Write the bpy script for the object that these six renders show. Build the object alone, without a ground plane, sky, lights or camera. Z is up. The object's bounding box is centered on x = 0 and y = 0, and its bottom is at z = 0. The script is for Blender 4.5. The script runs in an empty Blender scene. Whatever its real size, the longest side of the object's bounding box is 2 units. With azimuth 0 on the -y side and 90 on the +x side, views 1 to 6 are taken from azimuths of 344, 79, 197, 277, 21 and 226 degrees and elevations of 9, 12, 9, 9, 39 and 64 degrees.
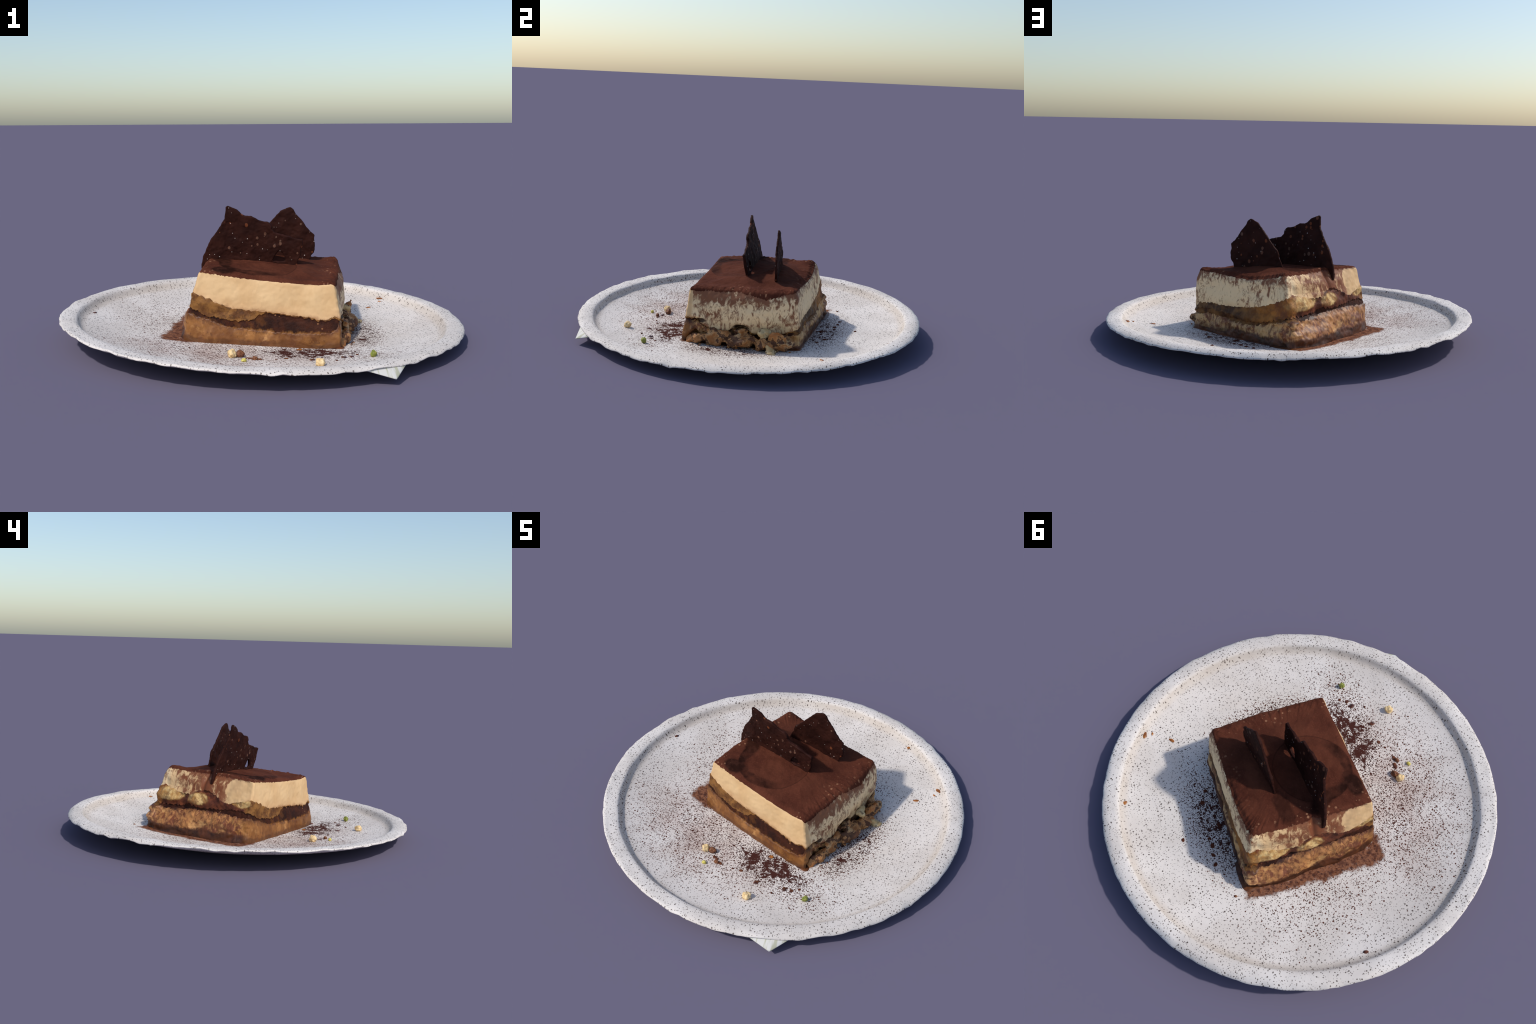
# A slice of layered coffee-and-cream cake with two chocolate shards on a speckled plate.
import bpy, bmesh, math, random
import numpy as np
from mathutils import Vector, noise, Matrix

random.seed(7)
SCN = bpy.context.scene
COLL = SCN.collection

# ------------------------------------------------------------------ helpers
def lin(r, g, b):
    f = lambda c: (c / 255 / 12.92) if c / 255 <= 0.04045 else ((c / 255 + 0.055) / 1.055) ** 2.4
    return (f(r), f(g), f(b), 1.0)

def n3(p, s, seed=0.0):
    return noise.noise(Vector((p[0] * s + seed, p[1] * s + seed * 1.7, p[2] * s - seed)))

def fbm(p, s, o=3, seed=0.0):
    a, t = 1.0, 0.0
    for i in range(o):
        t += a * n3(p, s, seed + 11.3 * i); a *= 0.5; s *= 2.0
    return t

def sstep(a, b, x):
    t = np.clip((x - a) / (b - a), 0, 1); return t * t * (3 - 2 * t)

def tilt(x, y):                      # the whole plate leans a little, its middle less than its rim
    r = math.hypot(x, y)
    return float(np.interp(r, [0, .4, .75, .9, 1], [-.016, -.019, -.0235, -.0238, -.023])) * x + \
        float(np.interp(r, [0, .4, .75, .9, 1], [.012, .0135, .0165, .0195, .0214])) * y

# ------------------------------------------------------------------ node kit
class Mat:
    def __init__(s, name, rough=0.6, spec=0.3):
        s.m = bpy.data.materials.new(name); s.m.use_nodes = True
        s.t = s.m.node_tree; s.n = s.t.nodes; s.l = s.t.links
        s.b = s.n["Principled BSDF"]
        s.b.inputs["Roughness"].default_value = rough
        s.b.inputs["Specular IOR Level"].default_value = spec
        s.co = s.n.new("ShaderNodeTexCoord").outputs["Object"]
        sep = s.n.new("ShaderNodeSeparateXYZ"); s.l.new(s.co, sep.inputs[0])
        s.x, s.y, s.z = sep.outputs
    def put(s, sock, v):
        if isinstance(v, bpy.types.NodeSocket): s.l.new(v, sock)
        else: sock.default_value = v
    def math(s, op, a, b=0.0, c=0.0, clamp=False):
        n = s.n.new("ShaderNodeMath"); n.operation = op; n.use_clamp = clamp
        for i, v in enumerate((a, b, c)): s.put(n.inputs[i], v)
        return n.outputs[0]
    def add(s, a, b): return s.math("ADD", a, b)
    def sub(s, a, b): return s.math("SUBTRACT", a, b)
    def mul(s, a, b): return s.math("MULTIPLY", a, b)
    def mx(s, a, b): return s.math("MAXIMUM", a, b)
    def mn(s, a, b): return s.math("MINIMUM", a, b)
    def inv(s, a): return s.math("SUBTRACT", 1.0, a)
    def step(s, v, a, b, lo=0.0, hi=1.0):          # smooth ramp from a to b
        n = s.n.new("ShaderNodeMapRange"); n.interpolation_type = "SMOOTHSTEP"
        if a > b: a, b, lo, hi = b, a, hi, lo
        s.put(n.inputs["Value"], v)
        n.inputs["From Min"].default_value, n.inputs["From Max"].default_value = a, b
        n.inputs["To Min"].default_value, n.inputs["To Max"].default_value = lo, hi
        return n.outputs[0]
    def vec(s, scale=(1, 1, 1), rot=(0, 0, 0), loc=(0, 0, 0)):
        n = s.n.new("ShaderNodeMapping"); s.l.new(s.co, n.inputs[0])
        n.inputs["Scale"].default_value = scale; n.inputs["Rotation"].default_value = rot
        n.inputs["Location"].default_value = loc
        return n.outputs[0]
    def noise(s, scale, detail=3.0, rough=0.55, vec=None, dist=0.0):
        n = s.n.new("ShaderNodeTexNoise"); s.l.new(vec or s.co, n.inputs["Vector"])
        n.inputs["Scale"].default_value = scale; n.inputs["Detail"].default_value = detail
        n.inputs["Roughness"].default_value = rough; n.inputs["Distortion"].default_value = dist
        return n.outputs["Fac"]
    def voro(s, scale, vec=None, rand=1.0, flat=False):
        n = s.n.new("ShaderNodeTexVoronoi"); n.voronoi_dimensions = "2D" if flat else "3D"; s.l.new(vec or s.co, n.inputs["Vector"])
        n.inputs["Scale"].default_value = scale; n.inputs["Randomness"].default_value = rand
        sp = s.n.new("ShaderNodeSeparateColor"); s.l.new(n.outputs["Color"], sp.inputs[0])
        return n.outputs["Distance"], sp.outputs[0], sp.outputs[1]
    def mix(s, f, a, b):
        n = s.n.new("ShaderNodeMix"); n.data_type = "RGBA"
        s.put(n.inputs[0], f); s.put(n.inputs[6], a); s.put(n.inputs[7], b)
        return n.outputs[2]
    def plane(s, nx, ny, nz=0.0, d=0.0):            # nx*x + ny*y + nz*z + d
        a = s.add(s.mul(s.x, nx), s.mul(s.y, ny))
        return s.add(a, s.add(s.mul(s.z, nz), d))
    def blob(s, cx, cy, rx, ry, ang=0.0, cz=None, rz=1.0):   # 0 at centre, 1 on the ellipse
        c, w = math.cos(ang), math.sin(ang)
        u = s.plane(c / rx, w / rx, 0, -(c * cx + w * cy) / rx)
        v = s.plane(-w / ry, c / ry, 0, -(-w * cx + c * cy) / ry)
        q = s.add(s.mul(u, u), s.mul(v, v))
        if cz is not None:
            t = s.math("DIVIDE", s.sub(s.z, cz), rz); q = s.add(q, s.mul(t, t))
        return s.math("SQRT", q)
    def spots(s, scale, keep, r0, r1, vec=None, flat=False):    # random round dots in Voronoi cells
        d, ra, rb = s.voro(scale, vec, 1.0, flat)
        size = s.math("MULTIPLY_ADD", rb, r1 - r0, r0)
        on = s.step(s.sub(size, d), -0.035, 0.035)
        return s.mul(on, s.math("LESS_THAN", ra, keep))
    def bump(s, h, strength=0.3, dist=0.01):
        n = s.n.new("ShaderNodeBump"); n.inputs["Strength"].default_value = strength
        n.inputs["Distance"].default_value = dist
        s.l.new(h, n.inputs["Height"]); s.l.new(n.outputs[0], s.b.inputs["Normal"])
    def colour(s, c): s.put(s.b.inputs["Base Color"], c)
    def rough(s, r): s.put(s.b.inputs["Roughness"], r)

# ------------------------------------------------------------------ object kit
def new_mesh(name, verts, faces, mat, parent=None, smooth=True):
    me = bpy.data.meshes.new(name)
    me.from_pydata([tuple(v) for v in verts], [], faces)
    if smooth: me.polygons.foreach_set("use_smooth", [True] * len(me.polygons))
    me.materials.append(mat.m)
    ob = bpy.data.objects.new(name, me); COLL.objects.link(ob)
    if parent: ob.parent = parent
    return ob

def tag(ob, label, category):
    ob["label"] = label; ob["category"] = category

# cake walls: unit normals and tangents of the four cut faces (front, crumbly, shaded, dusted)
N0, N1, N2, N3 = (-.388, -.922), (.930, -.368), (.381, .924), (-.907, .421)

# corner paths: height fraction -> (x, y); order A front-left, B front-right, C back-right, D back-left
CORNER = [
    [(0, -.420, -.112), (.41, -.398, -.123), (.70, -.380, -.131), (1, -.347, -.138)],
    [(0, .266, -.426), (.25, .266, -.420), (.46, .262, -.407), (1, .247, -.382)],
    [(0, .488, .197), (.25, .488, .199), (.34, .482, .198), (.45, .486, .190), (.62, .493, .183), (.85, .484, .176), (1, .466, .168)],
    [(0, -.180, .520), (.12, -.172, .514), (.20, -.170, .512), (.27, -.162, .498), (.36, -.153, .490), (.42, -.138, .466),
     (.55, -.142, .470), (.66, -.130, .456), (.72, -.120, .448), (.85, -.114, .440), (.94, -.104, .424), (1, -.093, .402)]]
TOP_Z = [.358, .310, .341, .389]
# height fractions of the layer borders along each face (u from the first corner to the next)
T_TOP = [[(0, 1.0), (.12, 1.0), (.31, .965), (.54, .955), (.76, .955), (.88, .96), (1, 1.0)],
         [(0, 1.0), (.15, 1.0), (.45, .985), (.7, .965), (.9, .975), (1, 1.01)],
         [(0, 1.0), (.2, .965), (.43, .915), (.63, .90), (.8, .925), (1, 1.0)],
         [(0, 1.0), (.25, 1.0), (.5, 1.03), (.75, 1.02), (1, 1.0)]]
T_COCOA = [[(0, .985), (.3, .955), (.6, .945), (.88, .95), (.97, .98), (1, .96)],
           [(0, .95), (.08, .93), (.14, .935), (.2, .96), (.29, .94), (.38, .95), (.47, .95), (.56, .92), (.65, .88), (.73, .84), (.82, .89), (.9, .93), (1, .96)],
           [(0, .96), (.2, .945), (.43, .90), (.63, .89), (.8, .92), (1, .97)],
           [(0, .965), (.25, .97), (.5, .99), (.75, .99), (1, .985)]]
T_CREAM = [[(0, .70), (.05, .67), (.13, .63), (.17, .58), (.24, .54), (.31, .51), (.48, .50), (.64, .475), (.8, .45), (.86, .425), (.92, .43), (.97, .485), (1, .46)],
           [(0, .46), (.09, .45), (.18, .35), (.27, .25), (.36, .24), (.45, .31), (.55, .31), (.63, .21), (.71, .18), (.84, .26), (.95, .33), (1, .36)],
           [(0, .36), (.07, .45), (.2, .47), (.35, .46), (.52, .475), (.73, .53), (.88, .61), (1, .68)],
           [(0, .68), (.07, .71), (.18, .68), (.3, .64), (.39, .65), (.45, .72), (.55, .75), (.64, .70), (.74, .60), (.79, .60), (.87, .64), (1, .70)]]
T_BAND = [[(0, .48), (.05, .45), (.1, .39), (.21, .365), (.28, .345), (.35, .34), (.42, .37), (.47, .45), (.52, .49), (.64, .465), (.8, .44), (.86, .415), (.92, .42), (.97, .465), (1, .43)],
          [(0, .43), (.09, .43), (.18, .335), (.27, .235), (.36, .225), (.45, .295), (.55, .295), (.63, .195), (.71, .165), (.84, .245), (.95, .30), (1, .30)],
          [(0, .30), (.07, .37), (.2, .38), (.4, .34), (.55, .28), (.72, .30), (.87, .37), (1, .41)],
          [(0, .41), (.15, .42), (.29, .44), (.38, .50), (.45, .47), (.57, .46), (.75, .49), (.85, .52), (1, .48)]]
T_SPONGE = [[(0, .40), (.05, .37), (.14, .33), (.22, .27), (.29, .235), (.5, .22), (.69, .20), (.83, .225), (.93, .24), (.97, .28), (1, .40)],
            [(0, .40), (.09, .41), (.18, .32), (.27, .22), (.36, .21), (.45, .28), (.55, .28), (.63, .18), (.71, .15), (.84, .23), (.95, .25), (1, .25)],
            [(0, .25), (.16, .29), (.32, .27), (.44, .24), (.57, .23), (.72, .27), (.87, .34), (1, .37)],
            [(0, .37), (.1, .375), (.3, .39), (.4, .42), (.57, .43), (.76, .43), (.89, .41), (1, .40)]]
T_FOOT = [[(0, .05), (.2, .05), (.5, .03), (.8, .03), (1, .04)],
          [(0, .05), (.5, .05), (1, .06)],
          [(0, .07), (.5, .07), (.8, .05), (1, .05)],
          [(0, .11), (.12, .13), (.2, .09), (.32, .10), (.43, .05), (.54, .10), (.68, .07), (.76, .11), (.85, .06), (1, .05)]]

# each face as seen in the materials: tangent, start, length, foot and top heights at both ends
def face(k):
    p, q = CORNER[k][0], CORNER[(k + 1) % 4][0]
    d = Vector((q[1] - p[1], q[2] - p[2])); L = d.length; d /= L
    foot = [.029, .007, .010, .030]
    return (d.x, d.y, d.x * p[1] + d.y * p[2], L, foot[k], foot[(k + 1) % 4], TOP_Z[k], TOP_Z[(k + 1) % 4])
FACE = [face(k) for k in range(4)]

# ================================================================== MATERIALS
COCOA = lin(84, 46, 33)
COCOA_DARK = lin(62, 30, 20)

def glaze_material():
    m = Mat("speckled_glaze", 0.6, 0.2)
    base = m.mix(m.step(m.noise(3.2, 4), 0.38, 0.62), lin(225, 217, 210), lin(212, 203, 195))
    r = m.math("SQRT", m.add(m.mul(m.x, m.x), m.mul(m.y, m.y)))
    # faint brown tint of settled cocoa on the side near the front-left
    haze = m.mul(m.step(m.blob(-.33, -.38, .62, .42, -.4), 1.1, 0.1), m.step(m.noise(7, 4), .3, .65))
    base = m.mix(m.mul(haze, .5), base, lin(178, 150, 138))
    warm = m.mul(m.step(m.blob(.42, .05, .5, .62), 1.15, .3), m.step(m.noise(4, 3), .35, .7))
    base = m.mix(m.mul(warm, .3), base, lin(208, 190, 172))
    groove_shade = m.mul(m.step(r, .862, .893), m.step(r, .916, .906))          # warm shadow of the groove wall, painted as a beige ring
    base = m.mix(m.mul(groove_shade, m.step(m.noise(5, 3), .3, .6, .25, .7)), base, lin(196, 183, 170))
    # iron specks of the glaze, in two sizes
    wob = m.n.new("ShaderNodeVectorMath"); wob.operation = "MULTIPLY_ADD"
    nz = m.n.new("ShaderNodeTexNoise"); m.l.new(m.co, nz.inputs["Vector"]); nz.inputs["Scale"].default_value = 70
    m.l.new(nz.outputs["Color"], wob.inputs[0]); wob.inputs[1].default_value = (.008,) * 3; m.l.new(m.co, wob.inputs[2])
    v = wob.outputs[0]
    s1 = m.spots(54, .62, .07, .22, v, True)
    s2 = m.spots(98, .40, .10, .28, v, True)
    patch = m.step(m.noise(9, 2), .30, .55, .5, 1.0)
    sp = m.mul(m.mx(m.mul(s1, .94), m.mul(s2, .75)), patch)
    col = m.mix(sp, base, lin(84, 72, 66))
    floor = m.step(r, .93, .90)
    # loose cocoa: a fine sift plus dense drifts, each grain a dot whose chance follows the density
    dens = m.mul(m.step(m.blob(-.30, -.36, .66, .40, -.40), 1.15, .05), .66)
    dens = m.mx(dens, m.mul(m.step(m.blob(-.40, .08, .34, .6, 0), 1.2, .3), .30))
    dens = m.mx(dens, m.mul(m.step(m.blob(.07, -.46, .46, .20, -.40), 1.25, .0), 1.18))
    dens = m.mx(dens, m.mul(m.step(m.blob(.22, -.52, .22, .13, -.3), 1.3, .1), 1.0))
    dens = m.mx(dens, m.mul(m.step(m.blob(.20, .40, .38, .15, -.39), 1.25, .3), .95))
    dens = m.mx(dens, m.mul(m.step(m.blob(.46, -.20, .12, .30, -.37), 1.3, .4), .9))
    dens = m.math("MULTIPLY_ADD", m.sub(m.noise(13, 4, .6), .5), m.mul(dens, 1.1), dens)
    dust = m.mx(m.spots(75, m.mul(dens, .75), .10, .36, v, True), m.spots(140, dens, .14, .46, v, True))
    dust = m.mx(dust, m.spots(40, m.step(dens, .45, 1.2, 0, .85), .06, .27, v, True))
    heap = m.step(m.add(dens, m.mul(m.sub(m.noise(42, 5, .7, v), .5), 1.9)), .97, 1.10)
    dust = m.mul(m.mx(dust, heap), floor)
    col = m.mix(m.mul(dust, .985), col, m.mix(m.step(dens, .35, .9), lin(92, 56, 46), lin(66, 31, 25)))
    # sifted cocoa strip and dried coffee along the dusted face
    wn = m.mul(m.sub(m.noise(16, 5, .65), .5), .10)
    across = m.add(m.plane(*N3), wn)
    along = m.add(m.plane(-.421, -.907), m.mul(wn, .7))
    pad = m.mul(m.step(across, .468, .440), m.mul(m.step(along, -.425, -.395), m.step(along, .325, .30)))
    pad = m.mul(pad, m.step(across, .25, .30))
    grain = m.step(m.noise(60, 4, .7, v), .38, .62)
    padc = m.mix(grain, lin(84, 45, 30), lin(136, 88, 62))
    padc = m.mix(m.mul(m.spots(42, .45, .1, .34, v, True), .9), padc, lin(66, 32, 22))
    col = m.mix(m.mul(pad, m.step(m.noise(26, 4, .7, v), .22, .40, .55, .97)), col, padc)
    # flow of pale coffee stain close to the slice
    m.colour(col)
    m.rough(m.math("MULTIPLY_ADD", m.mx(dust, pad), .3, .6))
    m.put(m.b.inputs["Specular IOR Level"], m.math("MULTIPLY_ADD", m.mx(dust, pad), -.18, .2))
    h = m.add(m.mul(m.noise(24, 4), 1.0), m.mul(m.noise(120, 3), .3))
    m.bump(h, .22, .008)
    return m

def torn_glaze_material():
    m = Mat("pale_green_glaze", .6)
    t = m.step(m.noise(9, 3, vec=m.vec((6, .6, .6))), .42, .6)
    a = m.mix(t, lin(216, 213, 206), lin(186, 184, 160))
    m.colour(a); return m

def depth_below_top(m):     # metres below the leaning top plane of the slice
    return m.plane(-.0442, .0811, -1.0, .356)

def streak_cocoa(m, amount, vertical=1.9):
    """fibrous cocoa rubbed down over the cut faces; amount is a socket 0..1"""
    v = m.vec((1, 1, 1.0 / vertical))
    n = m.add(m.mul(m.noise(34, 6, .72, v, 1.2), .60), m.add(m.mul(m.noise(13, 4, .6), .24), m.mul(m.noise(6, 3, .6), .16)))
    return m.step(m.add(n, m.mul(amount, .32)), .595, .70)

def side_height(m, k, table):
    """height of a point above a layer border on face k, by a curve along the face"""
    tx, ty, p0, length, zb0, zb1, zt0, zt1 = FACE[k]
    al = m.math("DIVIDE", m.plane(tx, ty, 0, -p0), length, clamp=True)
    c = m.n.new("ShaderNodeFloatCurve"); cur = c.mapping.curves[0]
    pts = table[k]
    cur.points[0].location = pts[0]; cur.points[1].location = pts[-1]
    for p in pts[1:-1]: cur.points.new(*p)
    for p in cur.points: p.handle_type = "VECTOR"
    c.mapping.update(); m.put(c.inputs["Value"], al); m.put(c.inputs["Factor"], 1.0)
    zb = m.math("MULTIPLY_ADD", al, zb1 - zb0, zb0); span = m.math("MULTIPLY_ADD", al, (zt1 - zb1) - (zt0 - zb0), zt0 - zb0)
    return m.sub(m.z, m.math("MULTIPLY_ADD", c.outputs[0], span, zb))

def cream_material():
    m = Mat("mascarpone_cream", .55, .25)
    m.b.inputs["Subsurface Weight"].default_value = 0.0
    side0 = m.plane(*N0); side1 = m.plane(*N1); side2 = m.plane(*N2); side3 = m.plane(*N3)
    d = depth_below_top(m)
    base = m.mix(m.step(m.noise(9, 4), .35, .68), lin(219, 183, 136), lin(209, 170, 122))
    # cream colour lightened on the two faces away from the sun, for their skylight
    pale = m.mx(m.step(side1, .33, .38), m.step(side2, .285, .325))
    pale = m.mul(pale, m.step(side0, .245, .225))
    base = m.mix(m.mul(pale, .75), base, lin(244, 216, 172))
    green = m.mul(pale, m.step(m.noise(7, 3), .50, .66))
    base = m.mix(m.mul(green, .15), base, lin(212, 212, 176))
    # coffee bleeding up into the lower edge
    low = m.mul(m.step(m.add(d, m.mul(m.noise(14, 4), .10)), .20, .30), m.step(side0, .245, .22))
    base = m.mix(m.mul(low, .55), base, lin(176, 138, 88))
    hb = m.add(side_height(m, 0, T_CREAM), m.mul(m.sub(m.noise(24, 5, .7), .5), .05))
    base = m.mix(m.mul(m.step(hb, .014, -.006), m.mul(m.step(side0, .22, .25), .75)), base, lin(128, 82, 46))
    blush = m.mul(m.step(hb, .06, .0), m.step(side0, .22, .25))
    base = m.mix(m.mul(blush, .35), base, lin(206, 160, 116))
    off = m.step(side0, .243, .232)                       # the front cut is clean
    top = m.step(d, .12, .0)
    a1 = m.mul(m.step(side1, .32, .37), m.math("MULTIPLY_ADD", m.step(d, .13, .0), .38, .42))
    a2 = m.mul(m.step(side2, .285, .325), m.math("MULTIPLY_ADD", m.step(d, .14, .0), .30, .30))
    mid3 = m.step(m.blob(-.22, .12, .22, .10, 1.13), 1.25, .5)  # dense rubbed patch
    a3 = m.mul(m.step(side3, .20, .25), m.math("MULTIPLY_ADD", mid3, .30, .34))
    clean = m.step(m.blob(-.335, -.075, .10, .10, 0, .30, .075), 1.1, .8, 1.0, 0.15)
    a3 = m.mul(a3, m.mx(clean, m.step(d, .02, .0)))
    amt = m.mul(m.mx(a1, m.mx(a2, a3)), off)
    dust = m.mul(streak_cocoa(m, amt), m.step(amt, .08, .2))
    col = m.mix(m.mul(dust, .96), base, lin(124, 74, 49))
    drip = m.step(m.add(m.noise(15, 5, .65, m.vec((1, 1, .14)), .5), m.mul(m.mul(m.step(side3, .20, .25), mid3), .16)), .62, .72)
    col = m.mix(m.mul(drip, m.mul(m.step(side3, .2, .25), m.mul(off, m.mx(clean, .1)))), col, lin(118, 66, 40))
    dd = m.mul(m.step(m.noise(6, 3), .42, .6), m.mul(m.step(side3, .22, .26), m.mul(mid3, off)))
    col = m.mix(m.mul(dd, .45), col, lin(140, 88, 60))
    edge = m.step(m.add(d, m.mul(m.sub(m.noise(34, 5, .7), .5), .06)), .016, .004)
    col = m.mix(m.mul(edge, m.mul(off, .8)), col, COCOA)
    hol = m.mn(m.blob(.385, -.115, .050, .036, 1.19, .112, .024), m.blob(.298, -.318, .040, .03, 1.19, .135, .016))  # occlusion inside the two gouges, darkened into the cream colour
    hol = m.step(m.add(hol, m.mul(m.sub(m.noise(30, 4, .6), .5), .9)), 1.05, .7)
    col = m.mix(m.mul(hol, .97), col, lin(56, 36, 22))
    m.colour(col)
    m.bump(m.add(m.noise(22, 4), m.mul(m.noise(90, 3, .6, m.vec((1, 1, .4))), .35)), .3, .008)
    return m

def sponge_material():
    m = Mat("soaked_sponge", .5, .35)
    side0 = m.plane(*N0); side1 = m.plane(*N1); side2 = m.plane(*N2); side3 = m.plane(*N3)
    fib = m.noise(15, 5, .6, m.vec((1, 1, .6)), .6)
    base = m.mix(m.step(fib, .33, .62), lin(116, 71, 34), lin(172, 118, 64))
    base = m.mix(m.mul(m.step(m.noise(30, 3), .56, .70), .6), base, lin(198, 146, 88))
    amber = m.mul(m.step(side0, .22, .26), m.step(m.noise(6, 3), .38, .62))
    base = m.mix(m.mul(amber, .7), base, lin(126, 78, 32))
    pale = m.mx(m.step(side2, .32, .37), m.step(side1, .36, .42))
    pale = m.mul(pale, m.step(side0, .25, .23))
    base = m.mix(m.mul(pale, .6), base, lin(208, 172, 120))
    rosy = m.mul(m.step(side3, .28, .33), m.step(side0, .24, .20))
    base = m.mix(m.mul(rosy, m.step(m.noise(8, 3), .35, .6, .1, .6)), base, lin(190, 132, 82))
    off = m.step(side0, .262, .245)
    amt = m.mul(off, m.mx(m.mul(m.step(side3, .26, .32), .42), m.mx(m.mul(m.step(side1, .34, .40), .50), m.mul(m.step(side2, .32, .37), .44))))
    dust = m.mul(streak_cocoa(m, amt, 2.0), m.step(amt, .05, .2))
    col = m.mix(m.mul(dust, .95), base, lin(106, 56, 35))
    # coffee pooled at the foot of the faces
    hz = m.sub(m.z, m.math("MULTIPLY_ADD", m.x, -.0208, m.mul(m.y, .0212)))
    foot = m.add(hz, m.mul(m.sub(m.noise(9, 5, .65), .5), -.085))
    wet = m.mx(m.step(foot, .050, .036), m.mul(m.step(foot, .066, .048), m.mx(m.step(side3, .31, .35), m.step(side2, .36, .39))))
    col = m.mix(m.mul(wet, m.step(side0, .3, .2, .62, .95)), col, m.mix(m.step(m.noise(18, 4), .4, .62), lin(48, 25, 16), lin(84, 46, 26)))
    # dark coffee creeping down from the layer above on the front cut
    wob = m.sub(m.noise(22, 6, .7, m.vec((1, 1, .7))), .5)
    for k, sd, on in ((0, side0, (.22, .25)), (3, side3, (.27, .31))):
        h = m.add(side_height(m, k, T_SPONGE), m.mul(wob, .10))
        creep = m.mul(m.step(h, -.026, .004), m.step(sd, *on))
        if k == 3: creep = m.mul(creep, m.step(side0, .25, .22))
        col = m.mix(m.mul(creep, .98), col, m.mix(m.step(fib, .4, .6), lin(52, 26, 17), lin(92, 50, 28)))
    grit = m.step(m.add(m.noise(55, 4, .7), m.mul(m.noise(7, 3), .5)), .80, .93)
    col = m.mix(m.mul(grit, m.step(side0, .22, .26, .18, .6)), col, lin(70, 38, 20))
    stain = m.step(m.add(m.noise(9, 5, .65, None, .8), m.mul(m.step(side0, .22, .26), -.02)), .525, .61)
    col = m.mix(m.mul(stain, .75), col, lin(88, 47, 24))
    cust = m.step(m.noise(11, 4, .6, m.vec((1, 1, 1.3), (0, 0, 0), (3, 1, 2))), .58, .68)
    col = m.mix(m.mul(cust, m.mul(m.mul(off, m.inv(wet)), .5)), col, lin(212, 164, 104))
    deep = m.mul(m.step(side0, .24, .27), m.step(m.noise(7, 5, .65, None, .6), .30, .62))
    col = m.mix(m.mul(deep, .55), col, lin(112, 66, 28))
    holes = m.spots(26, .22, .08, .22)
    col = m.mix(m.mul(holes, m.mul(off, .6)), col, lin(84, 48, 26))
    hol = m.mn(m.blob(.385, -.115, .050, .036, 1.19, .112, .024), m.blob(.298, -.318, .040, .03, 1.19, .135, .016))  # same gouges: their deep shade painted onto the sponge too
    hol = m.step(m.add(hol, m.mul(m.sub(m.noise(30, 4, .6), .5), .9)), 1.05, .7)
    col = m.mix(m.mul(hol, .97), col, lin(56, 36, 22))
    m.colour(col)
    m.bump(m.add(m.noise(26, 5, .6), m.mul(m.noise(80, 3), .3)), .35, .010)
    return m

def coffee_band_material():
    m = Mat("coffee_soaked_crumb", .6, .12)
    side2 = m.plane(*N2); side3 = m.plane(*N3); side0 = m.plane(*N0)
    base = m.mix(m.step(m.noise(20, 5, .65), .36, .66), lin(40, 19, 14), lin(66, 33, 20))
    tan = m.mul(m.step(side2, .31, .35), m.step(m.noise(11, 4), .42, .62))
    base = m.mix(m.mul(tan, .7), base, lin(132, 92, 52))
    gold = m.mul(m.step(side0, .24, .26), m.mul(m.step(m.x, .06, -.10), m.step(m.noise(17, 4, .6), .47, .62)))
    base = m.mix(m.mul(gold, .4), base, lin(112, 68, 32))
    wob = m.sub(m.noise(22, 6, .7, m.vec((1, 1, .7))), .5)
    h = m.add(side_height(m, 0, T_SPONGE), m.mul(wob, .07))
    base = m.mix(m.mul(m.step(h, .006, -.010), m.mul(m.step(side0, .22, .25), .8)), base, lin(140, 92, 46))
    base = m.mix(m.mul(m.spots(60, .10, .1, .3), .7), base, lin(150, 104, 70))
    m.colour(base)
    m.bump(m.noise(45, 4, .65), .5, .01)
    return m

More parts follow.
